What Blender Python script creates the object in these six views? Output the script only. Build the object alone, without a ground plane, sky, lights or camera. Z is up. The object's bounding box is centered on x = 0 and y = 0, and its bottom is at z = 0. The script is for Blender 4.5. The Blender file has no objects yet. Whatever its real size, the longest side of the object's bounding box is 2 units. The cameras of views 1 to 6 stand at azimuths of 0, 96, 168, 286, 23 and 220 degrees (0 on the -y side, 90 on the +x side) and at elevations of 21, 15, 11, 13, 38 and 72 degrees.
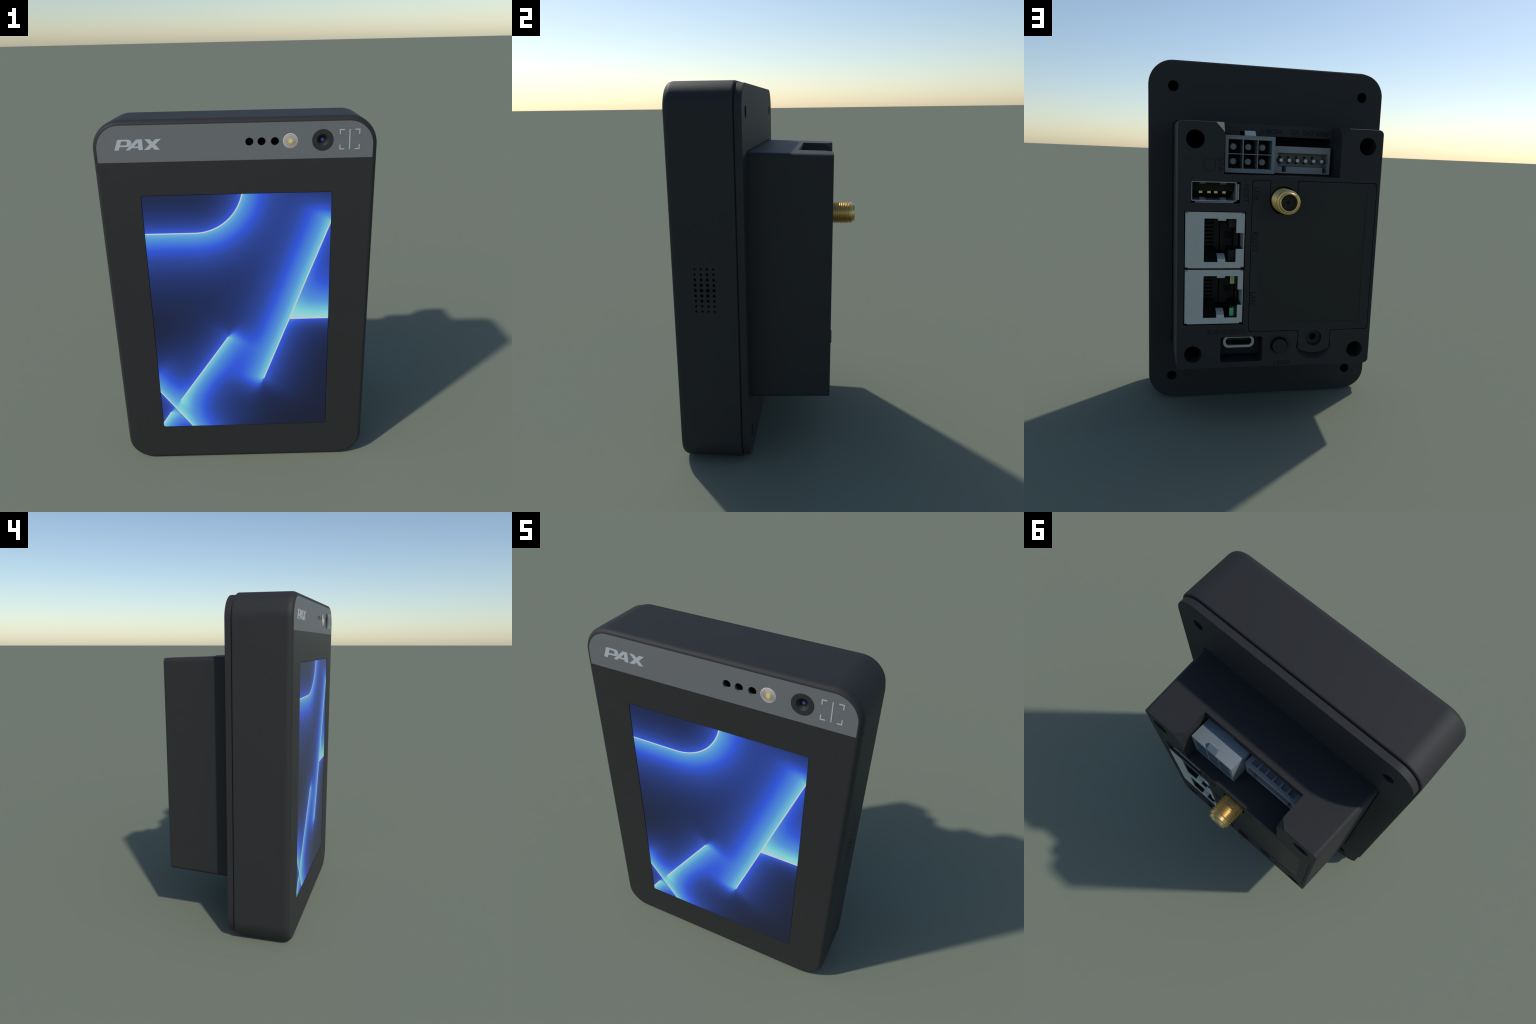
"""Wall / kiosk card terminal with a glowing touch screen: slab housing with a
header band (camera, flash, sensor holes), screwed back plate and a rear
connector box with sockets.  Metres, z up, front faces -y."""
import bpy, bmesh, math
from mathutils import Vector, Matrix
from mathutils.geometry import tessellate_polygon

# ------------------------------------------------------------------ sizes ---
HW, HT, RC = 0.6912, 2.000, 0.140          # half width, height, corner radius
Y_FRONT, Y_HOUSE, Y_PLATE0, Y_PLATE1 = -0.4642, -0.1340, -0.1308, -0.0932
FLAT = 0.0235                              # inset of the flat front face
Y_BOX = 0.3302                             # rear face of the connector box
Z_BAND = 1.7993                            # lower edge of the header band

# -------------------------------------------------------------- materials ---
def new_mat(name):
    m = bpy.data.materials.new(name)
    m.use_nodes = True
    return m, m.node_tree.nodes, m.node_tree.links, m.node_tree.nodes["Principled BSDF"]

def plain(name, col, rough=0.5, metal=0.0, spec=0.5, vary=0.05, scale=60.0, bump=0.0):
    """Solid colour with a faint noise in value and gloss."""
    m, N, L, b = new_mat(name)
    tc = N.new("ShaderNodeTexCoord")
    nz = N.new("ShaderNodeTexNoise"); nz.inputs["Scale"].default_value = scale
    nz.inputs["Detail"].default_value = 3.0
    L.new(tc.outputs["Object"], nz.inputs["Vector"])
    rp = N.new("ShaderNodeValToRGB")
    for e, k in zip(rp.color_ramp.elements, (1 - vary, 1 + vary)):
        e.color = (col[0] * k, col[1] * k, col[2] * k, 1)
    rp.color_ramp.elements[0].position, rp.color_ramp.elements[1].position = 0.3, 0.7
    L.new(nz.outputs["Fac"], rp.inputs["Fac"])
    L.new(rp.outputs["Color"], b.inputs["Base Color"])
    mr = N.new("ShaderNodeMapRange")
    mr.inputs["To Min"].default_value, mr.inputs["To Max"].default_value = rough * 0.96, rough * 1.04
    L.new(nz.outputs["Fac"], mr.inputs["Value"])
    L.new(mr.outputs["Result"], b.inputs["Roughness"])
    b.inputs["Metallic"].default_value = metal
    b.inputs["Specular IOR Level"].default_value = spec
    if bump:
        n2 = N.new("ShaderNodeTexNoise"); n2.inputs["Scale"].default_value = 420.0
        L.new(tc.outputs["Object"], n2.inputs["Vector"])
        bp = N.new("ShaderNodeBump"); bp.inputs["Strength"].default_value = bump
        bp.inputs["Distance"].default_value = 0.0006
        L.new(n2.outputs["Fac"], bp.inputs["Height"])
        L.new(bp.outputs["Normal"], b.inputs["Normal"])
    return m

class Maths:
    """Small wrapper that turns arithmetic into Math nodes."""
    def __init__(self, tree):
        self.t = tree
    def __call__(self, op, a, b=None, c=None, clamp=False):
        n = self.t.nodes.new("ShaderNodeMath"); n.operation = op; n.use_clamp = clamp
        for i, v in enumerate((a, b, c)):
            if v is None:
                continue
            if isinstance(v, (int, float)):
                n.inputs[i].default_value = v
            else:
                self.t.links.new(v, n.inputs[i])
        return n.outputs[0]

def screen_material():
    """Abstract wallpaper: thin white light lines on dark blue, each with a wide
    cyan-to-blue glow on one side and a narrow blue one on the other."""
    m, N, L, b = new_mat("screen_glow")
    M = Maths(m.node_tree)
    tc = N.new("ShaderNodeTexCoord")
    sp = N.new("ShaderNodeSeparateXYZ"); L.new(tc.outputs["Object"], sp.inputs[0])
    X, Z = sp.outputs["X"], sp.outputs["Z"]

    glow, line = None, None
    ENDS = 3.0                                     # glow fades this much faster beyond a line's ends
    def add_glow(dist, side, peak, wide, narrow_peak, narrow, far=None, only=None):
        nonlocal glow, line
        # side: -1..1 smooth; 1 = bright side
        mr = N.new("ShaderNodeMapRange"); mr.interpolation_type = "SMOOTHSTEP"
        mr.inputs["From Min"].default_value, mr.inputs["From Max"].default_value = -0.45, 0.45
        L.new(side, mr.inputs["Value"])
        f = mr.outputs["Result"]
        far = far or dist
        eb = M("MULTIPLY", M("EXPONENT", M("MULTIPLY", far, -1.0 / wide)), peak)
        en = M("MULTIPLY", M("EXPONENT", M("MULTIPLY", far, -1.0 / narrow)), narrow_peak)
        g = M("ADD", M("MULTIPLY", eb, f), M("MULTIPLY", en, M("SUBTRACT", 1.0, f)))
        if only is not None:
            g = M("MULTIPLY", g, only)
        g = M("MULTIPLY", g, g)
        glow = g if glow is None else M("ADD", glow, g)
        ln = M("SUBTRACT", 1.0, M("DIVIDE", M("SUBTRACT", dist, 0.0022), 0.0014), clamp=True)
        line = ln if line is None else M("MAXIMUM", line, ln)

    def segment(a, c, peak, wide, narrow_peak, narrow, only=None):
        """Bright side lies to the left of the direction a -> c."""
        dx, dz = c[0] - a[0], c[1] - a[1]
        ln = math.hypot(dx, dz); dx /= ln; dz /= ln
        px, pz = M("SUBTRACT", X, a[0]), M("SUBTRACT", Z, a[1])
        t = M("ADD", M("MULTIPLY", px, dx), M("MULTIPLY", pz, dz))
        t = M("MINIMUM", M("MAXIMUM", t, 0.0), ln)
        qx, qz = M("SUBTRACT", px, M("MULTIPLY", t, dx)), M("SUBTRACT", pz, M("MULTIPLY", t, dz))
        d = M("SQRT", M("ADD", M("ADD", M("MULTIPLY", qx, qx), M("MULTIPLY", qz, qz)), 1e-9))
        cr = M("SUBTRACT", M("MULTIPLY", qz, dx), M("MULTIPLY", qx, dz))
        along = M("ADD", M("MULTIPLY", qx, dx), M("MULTIPLY", qz, dz))   # run past an end
        dg = M("SQRT", M("ADD", M("MULTIPLY", d, d), M("MULTIPLY", M("MULTIPLY", along, along), ENDS)))
        add_glow(d, M("DIVIDE", cr, d), peak, wide, narrow_peak, narrow, dg, only)
        return cr

    # hook: straight run in from the left edge, then an arc up to the top edge
    cx, cz, r = -0.222, 1.682, 0.2540
    px = M("MAXIMUM", M("SUBTRACT", X, cx), 0.0)
    pz = M("MINIMUM", M("SUBTRACT", Z, cz), 0.0)
    rad = M("SUBTRACT", M("SQRT", M("ADD", M("MULTIPLY", px, px), M("MULTIPLY", pz, pz))), r)
    dist = M("ABSOLUTE", rad)
    add_glow(dist, M("MULTIPLY", rad, 2000.0), 0.76, 0.150, 0.44, 0.085)
    segment((0.1191, 0.5499), (0.4755, 1.4765), 0.84, 0.160, 0.44, 0.100)
    slope = (1.4765 - 0.5499) / (0.4755 - 0.1191)           # right of the long slanted line only
    right = M("LESS_THAN", M("SUBTRACT", Z, 0.5499), M("MULTIPLY", M("SUBTRACT", X, 0.1191), slope))
    segment((0.2690, 0.9255), (0.4900, 0.9255), 1.02, 0.210, 0.42, 0.055, right)
    segment((-0.0732, 0.8185), (-0.3597, 0.4125), 0.84, 0.135, 0.42, 0.090)
    segment((-0.5200, 0.5374), (-0.2600, 0.1698), 0.80, 0.135, 0.38, 0.080)
    segment((-0.4249, 0.3276), (-0.4950, 0.2223), 0.92, 0.110, 0.36, 0.060)

    rp = N.new("ShaderNodeValToRGB")
    cr = rp.color_ramp; cr.interpolation = "LINEAR"
    stops = [(0.00, (0.008, 0.011, 0.036)), (0.06, (0.013, 0.026, 0.115)), (0.17, (0.022, 0.050, 0.260)), (0.29, (0.036, 0.088, 0.480)),
             (0.42, (0.045, 0.140, 1.000)), (0.64, (0.140, 0.450, 1.000)), (0.86, (0.330, 0.980, 0.990)),
             (1.00, (0.600, 1.000, 1.000))]
    while len(cr.elements) < len(stops):
        cr.elements.new(0.5)
    for e, (p, c) in zip(cr.elements, stops):
        e.position = p; e.color = (*c, 1)
    L.new(M("SQRT", glow), rp.inputs["Fac"])
    mx = N.new("ShaderNodeMix"); mx.data_type = "RGBA"
    L.new(line, mx.inputs["Factor"])
    L.new(rp.outputs["Color"], mx.inputs["A"])
    mx.inputs["B"].default_value = (1.0, 0.96, 0.90, 1)
    L.new(mx.outputs["Result"], b.inputs["Base Color"])  # display glow is brightened base colour, no emission
    b.inputs["Roughness"].default_value = 0.33
    b.inputs["Specular IOR Level"].default_value = 0.60
    return m

def flash_material():
    """Fresnel LED lens: yellow chip in the middle, pinkish rings around it."""
    m, N, L, b = new_mat("flash_lens")
    M = Maths(m.node_tree)
    tc = N.new("ShaderNodeTexCoord")
    sp = N.new("ShaderNodeSeparateXYZ"); L.new(tc.outputs["Object"], sp.inputs[0])
    px, pz = M("SUBTRACT", sp.outputs["X"], FLASH[0]), M("SUBTRACT", sp.outputs["Z"], FLASH[1])
    r = M("DIVIDE", M("SQRT", M("ADD", M("MULTIPLY", px, px), M("MULTIPLY", pz, pz))), FLASH[2])
    rp = N.new("ShaderNodeValToRGB"); cr = rp.color_ramp
    stops = [(0.0, (0.72, 0.68, 0.28)), (0.24, (0.74, 0.70, 0.30)), (0.32, (0.74, 0.66, 0.34)),
             (0.50, (0.78, 0.66, 0.50)), (0.75, (0.80, 0.68, 0.64)), (1.0, (0.85, 0.78, 0.75))]
    while len(cr.elements) < len(stops):
        cr.elements.new(0.5)
    for e, (p, c) in zip(cr.elements, stops):
        e.position = p; e.color = (*c, 1)
    L.new(r, rp.inputs["Fac"])
    rings = M("MULTIPLY", M("ADD", M("SINE", M("MULTIPLY", r, 46.0)), 1.0), 0.5)
    far = M("GREATER_THAN", r, 0.32)
    k = M("SUBTRACT", 1.0, M("MULTIPLY", M("MULTIPLY", rings, far), 0.60))
    mx = N.new("ShaderNodeMix"); mx.data_type = "RGBA"; mx.blend_type = "MULTIPLY"
    mx.inputs["Factor"].default_value = 1.0
    L.new(rp.outputs["Color"], mx.inputs["A"]); L.new(k, mx.inputs["B"])
    L.new(mx.outputs["Result"], b.inputs["Base Color"])
    b.inputs["Roughness"].default_value = 0.22
    return m
FLASH = (0.2683, 1.8868, 0.0366)

def lens_material():
    """Camera lens: dark glass with a violet-to-blue coating."""
    m, N, L, b = new_mat("lens_glass")
    lw = N.new("ShaderNodeLayerWeight"); lw.inputs["Blend"].default_value = 0.45
    rp = N.new("ShaderNodeValToRGB")
    rp.color_ramp.elements[0].color = (0.05, 0.09, 0.62, 1)
    rp.color_ramp.elements[1].color = (0.30, 0.12, 0.62, 1)
    L.new(lw.outputs["Facing"], rp.inputs["Fac"])
    L.new(rp.outputs["Color"], b.inputs["Base Color"])
    b.inputs["Roughness"].default_value = 0.12
    b.inputs["Coat Weight"].default_value = 1.0
    b.inputs["Coat Roughness"].default_value = 0.04
    return m

MAT = dict(
    body=plain("dark_grey_plastic", (0.0275, 0.0272, 0.0280), 0.62, spec=0.30, vary=0.03, bump=0.05),
    glass=plain("black_front_glass", (0.0275, 0.0270, 0.0272), 0.50, spec=0.34, vary=0.02),
    band=plain("grey_band_ink", (0.166, 0.170, 0.172), 0.50, spec=0.34, vary=0.01),
    mark=plain("silver_ink", (0.50, 0.52, 0.53), 0.50, spec=0.34, vary=0.01),
    engraved=plain("engraved_dark", (0.013, 0.013, 0.013), 0.8, spec=0.2),  # thin raised letters, darker than the face they stand on
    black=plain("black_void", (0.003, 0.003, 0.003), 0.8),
    innards=plain("black_socket_plastic", (0.016, 0.016, 0.014), 0.55, spec=0.35),
    label=plain("label_film", (0.020, 0.021, 0.018), 0.50, spec=0.34, vary=0.02),
    rubber=plain("button_rubber", (0.020, 0.020, 0.017), 0.6, spec=0.3),
    shield=plain("tinned_shield", (0.50, 0.515, 0.485), 0.5, spec=0.4, vary=0.02),
    steel=plain("steel_shell", (0.40, 0.41, 0.40), 0.38, metal=0.25, vary=0.03),
    nylon=plain("pale_nylon", (0.190, 0.228, 0.248), 0.5, spec=0.4, vary=0.02),
    nylon2=plain("grey_nylon", (0.27, 0.28, 0.285), 0.5, spec=0.4, vary=0.02),
    pin=plain("tinned_pin", (0.55, 0.56, 0.56), 0.4, metal=0.5),
    brass=plain("gold_plating", (0.78, 0.56, 0.22), 0.36, metal=1.0, vary=0.05),
    yellow=plain("yellow_led", (0.42, 0.50, 0.18), 0.4),
    green=plain("green_led", (0.13, 0.50, 0.22), 0.4),
    screen=screen_material(), flash=flash_material(), lens=lens_material(),
)

# --------------------------------------------------------------- geometry ---
ROOT = bpy.data.objects.new("payment_terminal", None)
ROOT["label"] = "dark grey card terminal with glowing blue screen and rear sockets"
ROOT["category"] = "payment terminal"
ROOT.empty_display_size = 0.2
bpy.context.collection.objects.link(ROOT)

def mesh_from_bm(bm, name):
    bmesh.ops.remove_doubles(bm, verts=bm.verts, dist=1e-6)
    bmesh.ops.recalc_face_normals(bm, faces=bm.faces)
    me = bpy.data.meshes.new(name); bm.to_mesh(me); bm.free()
    return me

def arc(cx, cy, r, a0, a1, n):
    return [(cx + r * math.cos(math.radians(a0 + (a1 - a0) * i / n)),
             cy + r * math.sin(math.radians(a0 + (a1 - a0) * i / n))) for i in range(n + 1)]

def rrect(x0, x1, z0, z1, r, n=8):
    if r <= 0:
        return [(x0, z0), (x1, z0), (x1, z1), (x0, z1)]
    return (arc(x1 - r, z0 + r, r, -90, 0, n) + arc(x1 - r, z1 - r, r, 0, 90, n)
            + arc(x0 + r, z1 - r, r, 90, 180, n) + arc(x0 + r, z0 + r, r, 180, 270, n))

def circle(cx, cz, r, n=48):
    return arc(cx, cz, r, 0, 360 - 360 / n, n - 1)

def fillet(pts, n=6):
    """Polygon of (x, z, radius) corners -> outline with rounded corners."""
    out, k = [], len(pts)
    for i, (x, z, r) in enumerate(pts):
        p = Vector((x, z))
        if r <= 0:
            out.append((x, z)); continue
        a = (Vector(pts[i - 1][:2]) - p).normalized(); c = (Vector(pts[(i + 1) % k][:2]) - p).normalized()
        half = a.angle(c) / 2
        t = r / math.tan(half); ctr = p + (a + c).normalized() * (r / math.sin(half))
        s, e = p + a * t - ctr, p + c * t - ctr
        ang = s.angle_signed(e)
        for j in range(n + 1):
            q = Matrix.Rotation(-ang * j / n, 2) @ s
            out.append(tuple(ctr + q))
    return out

def bm_prism(bm, outer, y0, y1, holes=()):
    """Extrude an x-z outline (with holes) from y0 to y1."""
    loops = [list(outer)] + [list(h) for h in holes]
    flat = [p for l in loops for p in l]
    tris = tessellate_polygon([[Vector((x, z, 0)) for x, z in l] for l in loops])
    va = [bm.verts.new((x, y0, z)) for x, z in flat]
    vb = [bm.verts.new((x, y1, z)) for x, z in flat]
    for t in tris:
        try:
            bm.faces.new([va[i] for i in t]); bm.faces.new([vb[i] for i in reversed(t)])
        except ValueError:
            pass
    k = 0
    for l in loops:
        n = len(l)
        for i in range(n):
            a, b2 = k + i, k + (i + 1) % n
            bm.faces.new((va[a], va[b2], vb[b2], vb[a]))
        k += n

def bm_loft(bm, rings, cap=True):
    vs = [[bm.verts.new(p) for p in r] for r in rings]
    n = len(vs[0])
    for a, b2 in zip(vs, vs[1:]):
        for i in range(n):
            bm.faces.new((a[i], a[(i + 1) % n], b2[(i + 1) % n], b2[i]))
    if cap:
        bm.faces.new(vs[0]); bm.faces.new(vs[-1])

def bm_revolve(bm, prof, cx, cz, n=64, close_end=False):
    """Revolve (r, y) points about the y axis through (cx, cz)."""
    rings = []
    for r, y in prof:
        if r < 1e-7:
            rings.append([bm.verts.new((cx, y, cz))])
        else:
            rings.append([bm.verts.new((cx + r * math.cos(2 * math.pi * i / n), y,
                                        cz + r * math.sin(2 * math.pi * i / n))) for i in range(n)])
    for a, b2 in zip(rings, rings[1:]):
        for i in range(n):
            j = (i + 1) % n
            if len(a) == 1:
                bm.faces.new((a[0], b2[i], b2[j]))
            elif len(b2) == 1:
                bm.faces.new((a[i], a[j], b2[0]))
            else:
                bm.faces.new((a[i], a[j], b2[j], b2[i]))

def bm_box(bm, x0, x1, y0, y1, z0, z1):
    bm_prism(bm, rrect(min(x0, x1), max(x0, x1), min(z0, z1), max(z0, z1), 0), min(y0, y1), max(y0, y1))

def part(name, me, mat, parent=None, angle=32, kind=None, weighted=True):
    ob = bpy.data.objects.new(name, me)
    bpy.context.collection.objects.link(ob)
    ob.parent = parent or ROOT
    me.materials.clear(); me.materials.append(MAT[mat])
    me.polygons.foreach_set("use_smooth", [True] * len(me.polygons))
    me.set_sharp_from_angle(angle=math.radians(angle))
    if weighted:
        w = ob.modifiers.new("even_normals", "WEIGHTED_NORMAL"); w.keep_sharp = True; w.weight = 60
    if kind:
        ob["kind"] = kind
    return ob

def build(name, fn, mat, parent=None, **kw):
    bm = bmesh.new(); fn(bm)
    return part(name, mesh_from_bm(bm, name), mat, parent, **kw)

def carve(me, *cutters):
    """Subtract each cutter (a function filling a bmesh) from the mesh."""
    for fn in cutters:
        bm = bmesh.new(); fn(bm); cm = mesh_from_bm(bm, "cut")
        a, c = bpy.data.objects.new("a", me), bpy.data.objects.new("c", cm)
        bpy.context.collection.objects.link(a); bpy.context.collection.objects.link(c)
        mod = a.modifiers.new("cut", "BOOLEAN"); mod.operation = "DIFFERENCE"
        mod.solver = "EXACT"; mod.object = c
        dg = bpy.context.evaluated_depsgraph_get(); dg.update()
        out = bpy.data.meshes.new_from_object(a.evaluated_get(dg))
        bpy.data.objects.remove(a); bpy.data.objects.remove(c)
        bpy.data.meshes.remove(me); bpy.data.meshes.remove(cm)
        me = out
    return me

def mesh_of(fn, name="m"):
    bm = bmesh.new(); fn(bm)
    return mesh_from_bm(bm, name)

def prism(outer, y0, y1, holes=()):
    return lambda bm: bm_prism(bm, outer, y0, y1, holes)

def many(*fns):
    def f(bm):
        for g in fns:
            g(bm)
    return f

def slab(d, n=20):
    """Outline of the slab inset by d."""
    return rrect(-HW + d, HW - d, d, HT - d, RC - d, n)

def ring(d, y):
    return [(x, y, z) for x, z in slab(d)]

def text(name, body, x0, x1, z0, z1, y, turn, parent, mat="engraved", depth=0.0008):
    """Lettering on a face looking to +y; turn = 90 reads downwards, 180 upside down."""
    cu = bpy.data.curves.new(name, "FONT"); cu.body = body; cu.size = 1.0; cu.offset = 0.0
    cu.resolution_u = 3
    o = bpy.data.objects.new(name, cu); bpy.context.collection.objects.link(o)
    dg = bpy.context.evaluated_depsgraph_get(); dg.update()
    me = bpy.data.meshes.new_from_object(o.evaluated_get(dg))
    bpy.data.objects.remove(o); bpy.data.curves.remove(cu)
    xs = [v.co.x for v in me.vertices]; ys = [v.co.y for v in me.vertices]
    ax, bx, ay, by = min(xs), max(xs), min(ys), max(ys)
    for v in me.vertices:
        u, w = (v.co.x - ax) / (bx - ax), (v.co.y - ay) / (by - ay)
        if turn == 180:
            v.co = (x0 + u * (x1 - x0), y, z1 - w * (z1 - z0))
        else:
            v.co = (x1 - w * (x1 - x0), y, z1 - u * (z1 - z0))
    bm = bmesh.new(); bm.from_mesh(me); bpy.data.meshes.remove(me)
    ex = bmesh.ops.extrude_face_region(bm, geom=bm.faces[:])
    bmesh.ops.translate(bm, vec=(0, depth, 0), verts=[g for g in ex["geom"] if isinstance(g, bmesh.types.BMVert)])
    return part(name, mesh_from_bm(bm, name), mat, parent, weighted=False)

# ------------------------------------------------------------ front half ---
def housing(bm):
    depth, steps = 0.034, 10
    rings = [ring(0.031, -0.451), ring(0.0233, -0.451), ring(0.0233, Y_FRONT + 0.0002)]
    for i in range(1, steps + 1):                       # rounded front edge
        a = math.pi / 2 * i / steps
        rings.append(ring(FLAT * (1 - math.sin(a)), Y_FRONT + depth * (1 - math.cos(a))))
    rings.append(ring(0.0, Y_FRONT + depth + 0.02))
    rings.append(ring(0.0, Y_HOUSE - 0.02))
    for i in range(0, 5):                               # eased rear edge
        a = math.pi / 2 * i / 4
        rings.append(ring(0.008 * (1 - math.cos(a)), Y_HOUSE - 0.008 * (1 - math.sin(a))))
    rings.append(ring(0.026, Y_HOUSE))
    bm_loft(bm, rings)

CAM = (0.4243, 1.8868)
SENSORS = ((0.0706, 1.8867), (0.1296, 1.8867), (0.1938, 1.8862))
HOLES = [(sx * 0.4528, z) for sx in (-1, 1) for z in (0.4363, 1.5630)]
SCREWS = [(sx * 0.5540, z) for sx in (-1, 1) for z in (0.1463, 1.8545)]

def grille(bm):
    """4 x 9 speaker holes on the +x side, larger towards the middle."""
    for j in range(4):
        for i in range(9):
            k = 1 - abs(i - 4) / 4
            r = (0.0060 + 0.0036 * k) if j in (1, 2) else (0.0053 + 0.0032 * k)
            y, z = -0.3445 + j * 0.0313, 0.8890 + i * 0.02768
            rings = [[(x, y + r * math.cos(2 * math.pi * t / 16), z + r * math.sin(2 * math.pi * t / 16))
                      for t in range(16)] for x in (0.64, 0.72)]
            bm_loft(bm, rings)

me = mesh_of(housing, "housing")
me = carve(me, grille,
           many(*[prism(circle(x, z, 0.0225, 32), -0.47, -0.19) for x, z in SENSORS],
                prism(circle(*CAM, 0.0530), -0.47, -0.405), prism(circle(FLASH[0], FLASH[1], 0.0385), -0.47, -0.43)),
           many(*[prism(circle(x, z, 0.0295, 32), -0.26, -0.1) for x, z in SCREWS],
                *[prism(circle(x, z, 0.0470, 32), -0.26, -0.1) for x, z in HOLES]))
HOUSING = part("housing", me, "body")

SCR = (-0.4772, 0.4772, 0.2262, 1.6318)
def lower_front(d):
    w = HW - d; r = RC - d
    return arc(w - r, d + r, r, -90, 0, 20) + [(w, Z_BAND - 0.0001), (-w, Z_BAND - 0.0001)] + arc(-w + r, d + r, r, 180, 270, 20)
def upper_front(d):
    w = HW - d; r = RC - d
    return [(-w, Z_BAND + 0.0001), (w, Z_BAND + 0.0001)] + arc(w - r, HT - d - r, r, 0, 90, 20) + arc(-w + r, HT - d - r, r, 90, 180, 20)

BEZEL = build("front_bezel", prism(lower_front(FLAT + 0.0002), Y_FRONT, -0.4515, [rrect(*SCR, 0.012)]), "glass")
build("screen", prism(rrect(SCR[0] + 0.0022, SCR[1] - 0.0022, SCR[2] + 0.0022, SCR[3] - 0.0022, 0.010), -0.4625, -0.4520), "screen", BEZEL)
BAND = build("header_band", prism(upper_front(FLAT + 0.0002), Y_FRONT, -0.4515,
             [circle(x, z, 0.0197, 40) for x, z in SENSORS] + [circle(*CAM, 0.0518, 64), circle(FLASH[0], FLASH[1], 0.0370, 56)]), "band")

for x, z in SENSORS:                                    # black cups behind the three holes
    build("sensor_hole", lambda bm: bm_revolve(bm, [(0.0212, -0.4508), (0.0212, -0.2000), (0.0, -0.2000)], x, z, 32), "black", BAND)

def flash(bm):
    R = FLASH[2]
    prof = [(0.0, -0.4652), (R * 0.22, -0.4654), (R * 0.28, -0.4642)]
    k = 8
    for i in range(k):                                  # saw-tooth lens rings
        a, c = R * (0.30 + 0.68 * i / k), R * (0.30 + 0.68 * (i + 1) / k)
        prof += [(a, -0.4658 + 0.0002 * i / k), (a + (c - a) * 0.8, -0.4646), (c - 1e-5, -0.4644)]
    prof += [(R, -0.4642), (R, -0.4340)]
    bm_revolve(bm, prof, FLASH[0], FLASH[1], 64)
build("flash_lamp", flash, "flash", BAND, angle=20, weighted=False)

def camera_ring(bm):
    bm_revolve(bm, [(0.0507, -0.4150), (0.0507, -0.4635), (0.0497, -0.4645), (0.0298, -0.4645), (0.0285, -0.4638),
                    (0.0175, -0.4490), (0.0160, -0.4460), (0.0160, -0.4220), (0.0, -0.4220)], *CAM, 72)
CAMERA = build("camera", camera_ring, "body")
build("lens_barrel", lambda bm: bm_revolve(bm, [(0.0145, -0.4220), (0.0145, -0.4460), (0.0130, -0.4480), (0.0082, -0.4475), (0.0075, -0.4465), (0.0, -0.4465)], *CAM, 48), "body", CAMERA)
build("camera_lens", lambda bm: bm_revolve(bm, [(0.0, -0.4510), (0.0025, -0.4508), (0.0048, -0.4500), (0.0066, -0.4486), (0.0074, -0.4468)], *CAM, 32), "lens", CAMERA, weighted=False)

# marks printed on the band: three slanted letters and a scan-frame symbol
YM = Y_FRONT - 0.0010
def ink(name, outer, holes=()):
    return build(name, prism(outer, YM, Y_FRONT + 0.0004, holes), "mark", BAND, weighted=False)
zt, zb = 1.9100, 1.8588
ink("logo_letter", fillet([(-0.5808, zb, 0), (-0.5619, zt, 0), (-0.4955, zt, 0.0150), (-0.4945, 1.8748, 0.0200), (-0.5530, 1.8748, 0), (-0.5593, zb, 0)]),
    [fillet([(-0.5498, 1.8833, 0), (-0.5436, 1.9015, 0), (-0.5160, 1.9015, 0.006), (-0.5175, 1.8833, 0.009)])])
ink("logo_letter", [(-0.5268, zb), (-0.4707, zt), (-0.4429, zt), (-0.4427, zb), (-0.4644, zb), (-0.4645, 1.8688), (-0.4956, 1.8688), (-0.5060, zb)],
    [[(-0.4660, 1.8940), (-0.4638, 1.8940), (-0.4642, 1.8768), (-0.4840, 1.8768)]])
ink("logo_letter", [(-0.4314, zt), (-0.4072, zt), (-0.3949, 1.8966), (-0.3780, zt), (-0.3516, zt), (-0.3818, 1.8838), (-0.3613, zb), (-0.3861, zb), (-0.3974, 1.8715), (-0.4127, zb), (-0.4385, zb), (-0.4096, 1.8838)])
bx0, bx1, bz0, bz1, arm, th = 0.5049, 0.6028, 1.8396, 1.9368, 0.0240, 0.0050
for cx, sx in ((bx0, 1), (bx1, -1)):
    for cz, sz in ((bz0, 1), (bz1, -1)):
        ink("frame_corner", [(cx, cz), (cx + sx * arm, cz), (cx + sx * arm, cz + sz * th), (cx + sx * th, cz + sz * th), (cx + sx * th, cz + sz * arm), (cx, cz + sz * arm)])
ink("frame_bar", rrect(0.5512, 0.5562, 1.8402, 1.9362, 0))

# ------------------------------------------------------------- back plate ---
BX0, BX1, BZ0, BZ1 = 0.5388, 0.5515, (0.3525, 1.6515), (0.3400, 1.6645)   # box: rear / base sizes
def box_ring(y, d=0.0):
    t = (y - Y_PLATE1) / (Y_BOX - Y_PLATE1)
    w = BX1 + (BX0 - BX1) * t - d
    z0, z1 = BZ1[0] + (BZ0[0] - BZ1[0]) * t + d, BZ1[1] + (BZ0[1] - BZ1[1]) * t - d
    return [(x, y, z) for x, z in rrect(-w, w, z0, z1, 0.0255 - d, 10)]

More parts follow.
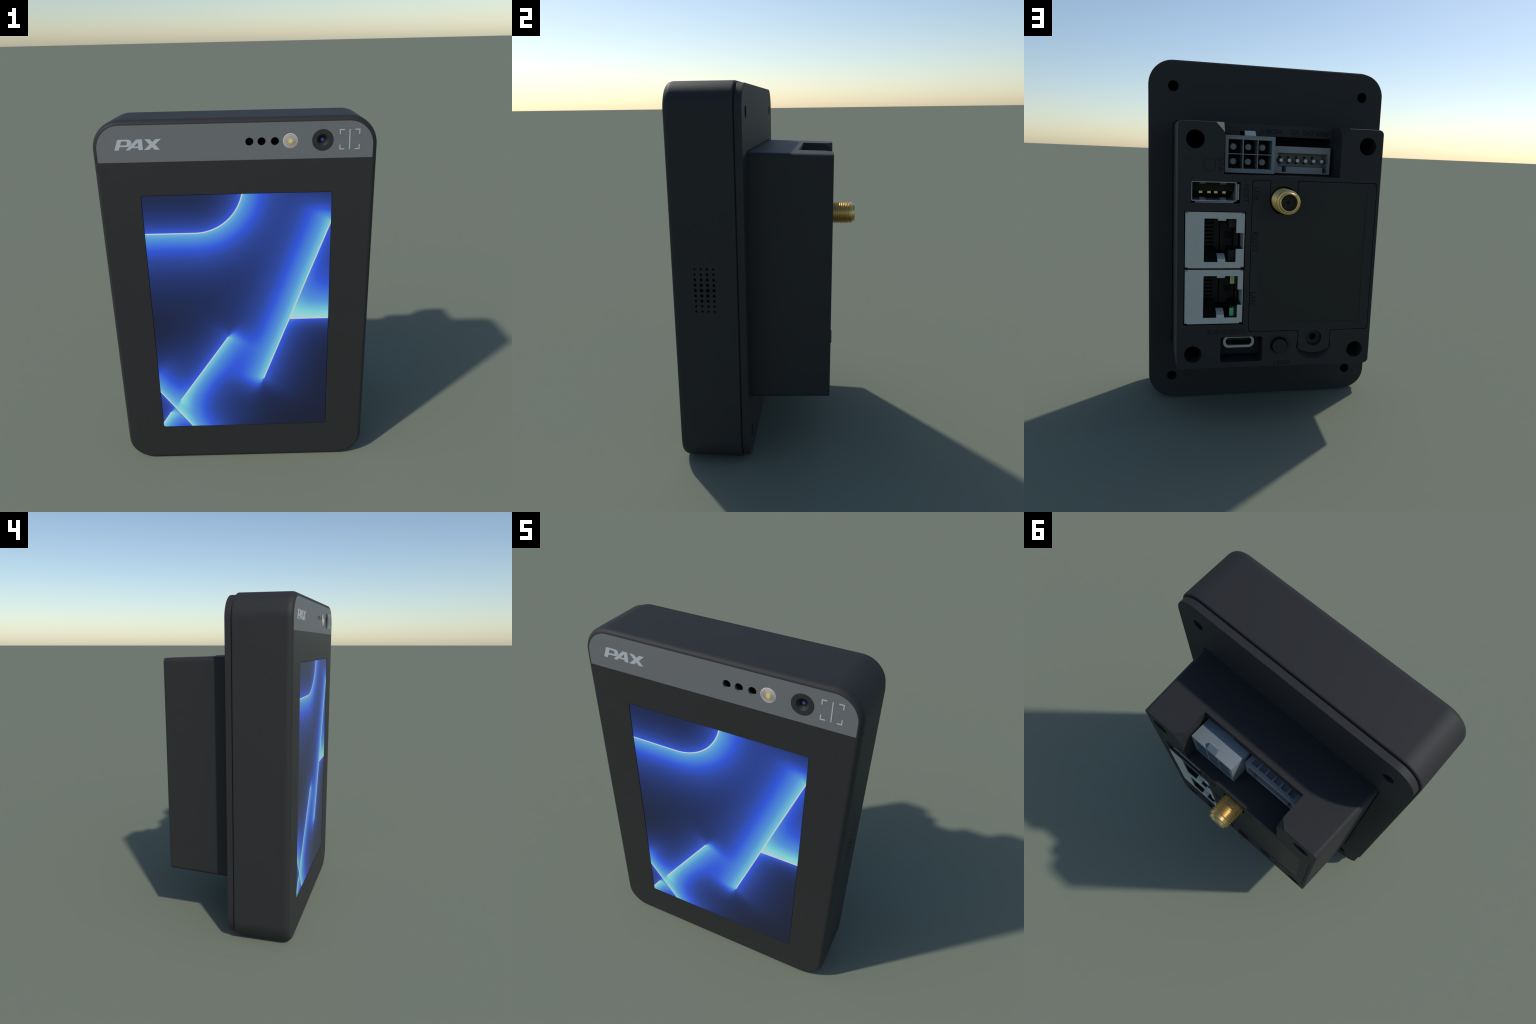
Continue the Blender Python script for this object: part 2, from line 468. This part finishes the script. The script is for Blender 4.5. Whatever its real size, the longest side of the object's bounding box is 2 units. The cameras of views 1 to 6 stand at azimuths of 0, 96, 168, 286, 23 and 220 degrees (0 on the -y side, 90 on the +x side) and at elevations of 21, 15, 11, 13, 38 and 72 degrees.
def plate(bm):
    d = 0.0115
    rings = [ring(d + 0.002, Y_PLATE0), ring(d, Y_PLATE0 + 0.002), ring(d, Y_PLATE1 - 0.0025), ring(d + 0.0008, Y_PLATE1 - 0.0008), ring(d + 0.0025, Y_PLATE1)]
    bm_loft(bm, rings)
me = mesh_of(plate, "back_plate")
hole = [(x, z) for x, y, z in box_ring(Y_PLATE1, -0.0045)]
me = carve(me, many(prism(hole, -0.118, -0.05), *[prism(circle(x, z, 0.0295, 40), -0.16, -0.05) for x, z in SCREWS]),
           many(*[prism(circle(x, z, 0.0470, 32), -0.16, -0.10) for x, z in HOLES]))
PLATE = part("back_plate", me, "body")
build("plate_core", prism(slab(0.0185), -0.1342, -0.1300, [circle(x, z, 0.031, 32) for x, z in SCREWS] + [circle(x, z, 0.048, 32) for x, z in HOLES]), "body", PLATE)
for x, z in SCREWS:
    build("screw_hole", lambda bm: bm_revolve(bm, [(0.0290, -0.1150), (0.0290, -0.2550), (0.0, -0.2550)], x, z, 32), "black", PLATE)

# ---------------------------------------------------------- connector box ---
def box(bm):
    e = 0.005
    rings = [box_ring(-0.117), box_ring(-0.05), box_ring(0.25), box_ring(Y_BOX - e)]
    for i in range(1, 5):
        a = math.pi / 2 * i / 4
        rings.append(box_ring(Y_BOX - e * (1 - math.sin(a)), e * (1 - math.cos(a))))
    bm_loft(bm, rings)

RX, RY, RZ = 0.3070, 0.1480, 1.3940                       # connector recess: half width, wall, floor
def facets(bm):
    """Slanted corner cut on the inner top rear corner of both recess cheeks."""
    for s in (1, -1):
        c = Vector((0.300, 0.340, 1.665))
        n = Vector((1 / 0.0415, -1 / 0.0390, -1 / 0.0435)); p0 = Vector((0.3490, 0.3270, 1.6515))
        k = n.dot(p0 - c)
        pts = [c, c + Vector((k / n.x, 0, 0)), c + Vector((0, k / n.y, 0)), c + Vector((0, 0, k / n.z))]
        v = [bm.verts.new((s * p.x, p.y, p.z)) for p in pts]
        for t in ((0, 1, 2), (0, 1, 3), (0, 2, 3), (1, 2, 3)):
            bm.faces.new([v[i] for i in t])

SMA = (-0.0085, 1.2680)
JH = (-0.0095, 1.2670, 0.0742)                            # antenna hole
def tab_arc(d):
    """Rounded lower end of the cover tab, from -x to +x."""
    cx, cz, r = -0.2115, 0.5825, 0.1585 + d
    a = math.degrees(math.acos((0.0910 + d) / r))
    return arc(cx, cz, r, -180 + a, -a, 14)

def cover_outline(d):
    """Service cover outline, grown by d."""
    r = 0.016
    pts = [(0.0640 - d, 1.3700 + d, 0.004), (0.0640 - d, 1.2600, 0), (-0.0820 + d, 1.2600, 0),
           (-0.0820 + d, 1.3700 + d, 0.003), (-0.5188 - d, 1.3700 + d, r), (-0.5188 - d, 0.5560 - d, r),
           (-0.3025 - d, 0.5560 - d, r)]
    pts += [(x, z, 0) for x, z in tab_arc(d)]
    pts += [(-0.1205 + d, 0.5560 - d, r), (0.1580 + d, 0.5560 - d, r), (0.1590 + d, 1.3700 + d, 0.015)]
    return fillet(pts)


def scoop(bm):
    """Finger scoop under the cover tab."""
    n, rings = 32, []
    for y, k in ((0.288, 0.62), (0.303, 0.76), (0.318, 0.90), (0.3302, 1.0), (0.348, 1.12)):
        rings.append([(-0.2115 + 0.100 * k * math.cos(2 * math.pi * t / n), y,
                       0.4650 + 0.077 * k * math.sin(2 * math.pi * t / n)) for t in range(n)])
    bm_loft(bm, rings)

def cone(cx, cz, r0, y0, r1, y1):
    return lambda bm: bm_loft(bm, [[(x, y, z) for x, z in circle(cx, cz, r, 56)] for r, y in ((r0, y0), (r1, y1))])

yo = Y_BOX + 0.03
RESET = (-0.0177, 0.4704)
me = carve(
    mesh_of(box, "connector_box"),
    prism(rrect(-RX, RX, RZ, 1.75, 0), RY, yo),
    facets,
    prism(cover_outline(0.0016), 0.262, yo),
    prism(circle(*JH, 64), 0.10, yo),
    many(*[prism(circle(x, z, 0.0463, 48), -0.13, yo) for x, z in HOLES],
         prism(rrect(0.2209, 0.4714, 1.2465, 1.3562, 0.002, 2), -0.02, yo),                 # usb-a opening
         prism(rrect(0.1880, 0.5040, 0.5985, 1.2045, 0.002, 2), -0.02, yo),                 # network sockets
         prism(rrect(0.0775, 0.3066, 0.3862, 0.5278, 0.014), 0.203, yo),                   # usb-c pocket
         prism(circle(0.3800, 1.4388, 0.0316, 48), 0.300, yo)),                            # status light
    cone(*RESET, 0.0470, 0.3200, 0.0790, 0.3322),                                 # dish round the button
    prism(circle(*RESET, 0.0470, 48), 0.25, yo),
    scoop,
    prism(rrect(0.0280, 0.3025, 1.3975, 1.5965, 0), -0.02, 0.20),                           # windows behind the plugs
    many(prism(rrect(-0.2990, 0.0270, 1.3985, 1.5980, 0), -0.02, 0.20),
         prism(rrect(0.1280, 0.2060, 1.5900, 1.6190, 0), -0.02, 0.20)),
)
BOX = part("connector_box", me, "body")
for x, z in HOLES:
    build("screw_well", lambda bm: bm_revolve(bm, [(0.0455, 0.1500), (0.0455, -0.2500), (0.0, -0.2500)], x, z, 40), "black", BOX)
build("status_window", prism(circle(0.3800, 1.4388, 0.0300, 48), 0.301, Y_BOX - 0.0008), "label", BOX)
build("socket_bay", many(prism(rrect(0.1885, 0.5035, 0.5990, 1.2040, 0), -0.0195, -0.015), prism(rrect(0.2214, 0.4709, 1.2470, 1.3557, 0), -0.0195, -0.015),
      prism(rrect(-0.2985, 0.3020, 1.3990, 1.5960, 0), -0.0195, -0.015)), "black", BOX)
build("reset_button", many(cone(*RESET, 0.0405, 0.255, 0.0402, 0.3405), cone(*RESET, 0.0402, 0.3405, 0.0390, 0.3420), ), "rubber", BOX)

# service cover, its label and its screw seat
TABSCREW = (-0.2105, 0.5108)
LABEL = [(0.1065, 0.6050), (0.1080, 1.1390), (-0.1290, 1.1410), (-0.1290, 1.3200), (-0.4655, 1.3210), (-0.4660, 0.6050)]
me = carve(mesh_of(prism(cover_outline(-0.0016), 0.264, Y_BOX), "service_cover"),
           prism(circle(*JH, 64), 0.10, yo),
           prism(LABEL, Y_BOX - 0.0030, yo),
           prism(circle(*TABSCREW, 0.0446, 48), 0.3035, yo),
           prism(circle(*TABSCREW, 0.0202, 32), 0.20, yo))
COVER = part("service_cover", me, "body")
build("type_label", prism([(x - 0.0003 * math.copysign(1, x), z) for x, z in LABEL], Y_BOX - 0.0035, Y_BOX - 0.0018), "label", COVER)
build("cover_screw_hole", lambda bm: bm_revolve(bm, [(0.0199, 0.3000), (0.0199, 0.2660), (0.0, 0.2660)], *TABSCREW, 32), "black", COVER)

for word, x0, x1, z0, z1, turn, owner in (
        ("STA", 0.3135, 0.3384, 1.4078, 1.4722, 90, BOX), ("HOST", 0.1747, 0.2041, 1.2546, 1.3450, 90, BOX),
        ("USB", 0.1211, 0.1504, 1.2655, 1.3346, 90, COVER), ("RS232", 0.1194, 0.1516, 0.9944, 1.1001, 90, COVER),
        ("LAN", 0.1231, 0.1545, 0.7091, 0.7761, 90, COVER), ("USBDEVICE", 0.1810, 0.3808, 0.5460, 0.5725, 180, BOX),
        ("RESET", -0.0765, 0.0190, 0.3620, 0.3850, 180, BOX)):
    text("lettering", word, x0, x1, z0, z1, Y_BOX - 0.0002, turn, owner)
text("lettering", "MDB-S", -0.0219, 0.0980, 1.6125, 1.6370, RY - 0.0002, 180, BOX)
text("lettering", "I/O", -0.1123, -0.0700, 1.6115, 1.6385, RY - 0.0002, 180, BOX)
text("lettering", "PWR-DIG", -0.2830, -0.1388, 1.6110, 1.6380, RY - 0.0002, 180, BOX)

# -------------------------------------------------------- antenna socket ---
def antenna(bm):
    prof, y, pitch = [(0.0, 0.2300), (0.0580, 0.2300)], 0.2300, 0.0123
    while y + pitch < 0.4300:                             # thread
        prof += [(0.0575, y + 0.0015), (0.0636, y + 0.0052), (0.0636, y + 0.0075), (0.0575, y + 0.0112)]
        y += pitch
    prof += [(0.0565, 0.4290), (0.0608, 0.4305), (0.0608, 0.4360), (0.0598, 0.4366), (0.0598, 0.4374), (0.0606, 0.4380), (0.0606, 0.4470), (0.0585, 0.4488), (0.0512, 0.4492), (0.0508, 0.4610),
             (0.0490, 0.4632), (0.0470, 0.4645), (0.0440, 0.4642), (0.0418, 0.4628), (0.0412, 0.4600), (0.0412, 0.4100), (0.0, 0.4100)]
    bm_revolve(bm, prof, *SMA, 72)
ANT = build("antenna_socket", antenna, "brass", None, angle=40, weighted=False)
build("socket_insert", lambda bm: bm_revolve(bm, [(0.0410, 0.4105), (0.0410, 0.4280), (0.0090, 0.4280), (0.0085, 0.4275), (0.0085, 0.4120), (0.0, 0.4120)], *SMA, 48), "innards", ANT)

# ------------------------------------------------- plug connectors (recess) ---
PX0, PX1, PZ0, PZ1, PY = 0.0353, 0.2968, 1.4014, 1.5920, 0.2675
xs = [0.0530, 0.1270, 0.2040, 0.2805]
cols = [(0.0530, 0.1250), (0.1290, 0.2013), (0.2071, 0.2805)]
rows = [(1.4232, 1.4960), (1.5000, 1.5718)]
cells = [rrect(a, c, e, f, 0) for a, c in cols for e, f in rows]
def six_way(bm):
    bm_prism(bm, rrect(PX0, PX1, PZ0, PZ1, 0.0015, 2), -0.010, PY, cells)
PLUG = build("six_pin_plug", six_way, "nylon", None, weighted=False)
build("plug_backing", prism(rrect(PX0 + 0.004, PX1 - 0.004, PZ0 + 0.004, PZ1 - 0.004, 0), 0.060, 0.066), "innards", PLUG)
def latch(bm):
    sec = [(0.2270, 1.5915), (0.2300, 1.6170), (0.2400, 1.6180), (0.2672, 1.5935), (0.2672, 1.5915)]
    bm_loft(bm, [[(x, y, z) for y, z in sec] for x in (0.1390, 0.1950)])
build("plug_latch", latch, "nylon", PLUG, weighted=False)
for a, c in cols:
    for e, f in rows:
        px = (a + c) / 2 + 0.006
        pz = (e + f) / 2 - 0.001
        build("plug_pin", lambda bm: bm_revolve(bm, [(0.0, 0.2220), (0.0140, 0.2220), (0.0168, 0.2195), (0.0168, 0.0640)], px, pz, 32), "nylon2", PLUG)

WX0, WX1, WZ0, WZ1, WY = -0.2900, 0.0245, 1.4040, 1.5480, 0.1855
mouth = [(-0.2748, 1.5130), (0.0043, 1.5130), (0.0043, 1.4870), (0.0105, 1.4870), (0.0105, 1.4610), (0.0043, 1.4610), (0.0043, 1.4405), (-0.0206, 1.4405),
         (-0.0206, 1.4112), (-0.0442, 1.4112), (-0.0442, 1.4400), (-0.2500, 1.4400), (-0.2500, 1.4100), (-0.2748, 1.4100), (-0.2748, 1.4620), (-0.2790, 1.4620),
         (-0.2790, 1.4890), (-0.2748, 1.4890)]
pockets = many(*[prism(rrect(-0.2694 + i * 0.0462, -0.2338 + i * 0.0462, 1.5300, 1.5600, 0), 0.1300, 0.1688) for i in range(6)])
me = carve(mesh_of(prism(rrect(WX0, WX1, WZ0, WZ1, 0), 0.000, WY), "six_way_header"), prism(mouth, 0.0600, 0.20), pockets)
HEADER = part("pin_header", me, "nylon2", None, weighted=False)
build("header_floor", prism(rrect(-0.2740, 0.0030, 1.4410, 1.5120, 0), 0.0602, 0.0900), "nylon2", HEADER)
for i in range(6):
    px = -0.0195 - i * 0.04595
    build("header_pin", prism(rrect(px - 0.0083, px + 0.0083, 1.4655, 1.4820, 0.001, 1), 0.0620, 0.1690), "pin", HEADER, weighted=False)
for i in range(5):
    px = -0.0270 - i * 0.04595
    build("header_rib", prism(rrect(px - 0.0028, px + 0.0028, 1.4550, 1.4960, 0), 0.0620, 0.1100), "black", HEADER, weighted=False)

# ---------------------------------------------------------------- usb-a ---
ux0, ux1, uz0, uz1, t = 0.2385, 0.4700, 1.2550, 1.3550, 0.0045
USB = build("usb_port", prism(rrect(ux0, ux1, uz0, uz1, 0.007, 4), 0.060, 0.3160, [rrect(ux0 + t, ux1 - t, uz0 + t, uz1 - t, 0.005, 4)]), "steel")
build("usb_lip", many(lambda bm: bm_loft(bm, [[(0.4520, y, z + a) for y, z in ((0.3060, 1.2560), (0.3185, 1.2505), (0.3185, 1.2478), (0.3060, 1.2530))] for a in (0.0,)]
                      + [[(0.2535, y, z) for y, z in ((0.3060, 1.2560), (0.3185, 1.2505), (0.3185, 1.2478), (0.3060, 1.2530))]]),
                      lambda bm: bm_loft(bm, [[(x, y, zz) for x, y in ((0.2395, 0.3060), (0.2295, 0.3185), (0.2265, 0.3185), (0.2365, 0.3060))] for zz in (1.2640, 1.3460)])), "steel", USB)
build("usb_tongue", prism(rrect(0.2500, 0.4600, 1.3020, 1.3480, 0.002, 2), 0.095, 0.2520), "black", USB)
build("usb_backing", prism(rrect(ux0 + t, ux1 - t, uz0 + t, uz1 - t, 0), 0.0940, 0.1000), "black", USB)
for px in (0.4190, 0.3750, 0.3400, 0.2970):
    build("usb_contact", prism(rrect(px - 0.0088, px + 0.0088, 1.2905, 1.3018, 0), 0.1000, 0.2510), "brass", USB, weighted=False)
for px in (0.4110, 0.3055):
    for zz, sg in ((uz0 + t, 1), (uz1 - t, -1)):
        sec = [(0.3160, zz), (0.3160, zz + sg * 0.0005), (0.2750, zz + sg * 0.0120), (0.2600, zz + sg * 0.0120), (0.2300, zz + sg * 0.002), (0.2300, zz)]
        build("usb_spring", lambda bm: bm_loft(bm, [[(x, y, z) for y, z in sec] for x in (px - 0.0145, px + 0.0145)]), "steel", USB, weighted=False)

# -------------------------------------------------------- network sockets ---
def network_socket(z0, z1, open_r, lit):
    """Shielded 8-contact socket lying on its side; its latch slot points to -x."""
    x0, x1 = 0.1932, 0.4988
    zc = (z0 + z1) / 2
    a0, a1 = zc - 0.1145, zc + 0.1135                    # opening
    n0, n1 = zc - 0.0445, zc + 0.0405                    # latch slot
    xl, xr, xs2 = 0.4023, open_r, 0.1972
    face = fillet([(xl, a1, 0.003), (xl, a0, 0.003), (xr, a0, 0.003), (xr, n0, 0.003), (xs2, n0, 0), (xs2, n1, 0), (xr, n1, 0.003), (xr, a1, 0.003)], 3)
    yp = 0.3262
    plate_o = fillet([(x0, z0 + 0.006, 0), (x0 + 0.016, z0 + 0.006, 0), (x0 + 0.016, z0, 0), (x1 - 0.014, z0, 0), (x1 - 0.014, z0 + 0.004, 0), (x1, z0 + 0.004, 0),
                      (x1, z1, 0), (x0 + 0.006, z1, 0), (x0, z1 - 0.006, 0)])
    slits = [rrect(0.4835, 0.4965, z1 - 0.0065, z1 - 0.0030, 0), rrect(0.1985, 0.2090, z1 - 0.0065, z1 - 0.0030, 0)]
    s = build("network_socket", many(prism(plate_o, yp - 0.005, yp, [face] + slits),
              prism(rrect(x0 + 0.001, x1 - 0.001, z0 + 0.007, z1 - 0.0075, 0), -0.010, yp - 0.0052,
                    [rrect(x0 + 0.0045, x1 - 0.006, z0 + 0.011, z1 - 0.0115, 0)])), "shield", None, weighted=False)
    # folded spring tabs at both ends of the opening
    for zz, sg, lip, reach in ((a1, -1, 0.0110, 0.016), (a0, 1, 0.0150, 0.034)):
        sec = [(yp - 0.0005, zz - sg * 0.004), (yp - 0.0005, zz + sg * 0.001), (yp - 0.005, zz + sg * lip), (yp - 0.040, zz + sg * reach * 0.85),
               (yp - 0.075, zz + sg * reach), (yp - 0.075, zz + sg * (reach - 0.004)), (yp - 0.040, zz + sg * (reach * 0.85 - 0.004)), (yp - 0.012, zz - sg * 0.004)]
        build("shield_tab", lambda bm: bm_loft(bm, [[(x, y, z) for y, z in sec] for x in (0.2905, 0.3310)]), "shield", s, weighted=False)
    # moulded inside: block with contact comb, latch ramps and corner posts
    def body(bm):
        y1 = yp - 0.0056
        lo, hi = z0 + 0.0115, z1 - 0.0120
        bm_box(bm, xl + 0.003, x1 - 0.0065, 0.0, y1, lo, hi)
        bm_box(bm, x0 + 0.005, xl + 0.003, 0.0, y1, a1 - 0.001, hi)
        bm_box(bm, x0 + 0.005, xl + 0.003, 0.0, y1, lo, a0 + 0.001)
        bm_box(bm, x0 + 0.005, xr - 0.002, 0.0, y1, n1 + 0.003, a1 - 0.001)
        bm_box(bm, x0 + 0.005, xr - 0.002, 0.0, y1, a0 + 0.001, n0 - 0.003)
        bm_box(bm, x0 + 0.018, xr - 0.002, 0.0, 0.215, n0 - 0.003, n1 + 0.003)
        bm_box(bm, x0 + 0.005, x1 - 0.0065, 0.0, 0.012, lo, hi)
    build("socket_body", body, "innards", s, weighted=False)
    pitch = 0.0216
    def comb(bm):                                        # eight contact channels and the ledge beside them
        for i in range(8):
            zz = a1 - 0.012 - i * pitch
            bm_box(bm, 0.3340, xl + 0.003, 0.040, 0.112, zz - 0.0140, zz)
        bm_box(bm, 0.3060, 0.3360, 0.040, 0.120, a0 + 0.030, a1 - 0.001)
        bm_box(bm, xr - 0.002, 0.3000, 0.040, 0.128, a0 + 0.030, a1 - 0.001)
    build("contact_comb", comb, "innards", s, weighted=False)
    def posts(bm):
        f = 0.300 if lit else 0.285
        bm_box(bm, xr - 0.004, xr + 0.034, 0.120, f, a1 - 0.050, a1 - 0.0005)
        bm_box(bm, xr - 0.004, xr + 0.034, 0.120, f, a0 + 0.0005, a0 + 0.056)
        # ramp on the lower cavity wall, slanting in towards the back
        sec = [(0.2750, a0 + 0.0005), (0.2750, a0 + 0.004), (0.1500, a0 + 0.052), (0.1400, a0 + 0.0005)]
        bm_loft(bm, [[(x, y, z) for y, z in sec] for x in (0.3300, 0.4000)])
    build("corner_post", posts, "innards", s, weighted=False)
    build("latch_slot", lambda bm: bm_box(bm, 0.2330, 0.2760, 0.1285, 0.1310, zc - 0.018, zc + 0.018), "black", s, weighted=False)
    if lit:
        build("status_led", lambda bm: bm_box(bm, 0.2377, 0.2602, 0.2990, 0.3040, a1 - 0.0470, a1 - 0.0040), "yellow", s, weighted=False)
        build("status_led", lambda bm: bm_box(bm, 0.2377, 0.2597, 0.2990, 0.3035, a0 + 0.0045, a0 + 0.0470), "green", s, weighted=False)
network_socket(0.9065, 1.2000, 0.2368, False)
network_socket(0.6040, 0.8970, 0.2220, True)

# ---------------------------------------------------------------- usb-c ---
UC = build("usb_c_port", prism(rrect(0.1220, 0.2900, 0.4625, 0.5275, 0.0290, 10), 0.0200, 0.3120, [rrect(0.1345, 0.2765, 0.4750, 0.5175, 0.0185, 10)]), "steel")
build("usb_c_tongue", prism(rrect(0.1480, 0.2640, 0.4930, 0.5010, 0), 0.0400, 0.2750), "innards", UC)
build("usb_c_backing", prism(rrect(0.1300, 0.2870, 0.4740, 0.5220, 0.02), 0.0300, 0.0400), "black", UC)
build("usb_c_sleeve", prism(rrect(0.1342, 0.2768, 0.4747, 0.5178, 0.0186, 10), 0.0300, 0.3020, [rrect(0.1375, 0.2735, 0.4780, 0.5145, 0.0165, 10)]), "black", UC)
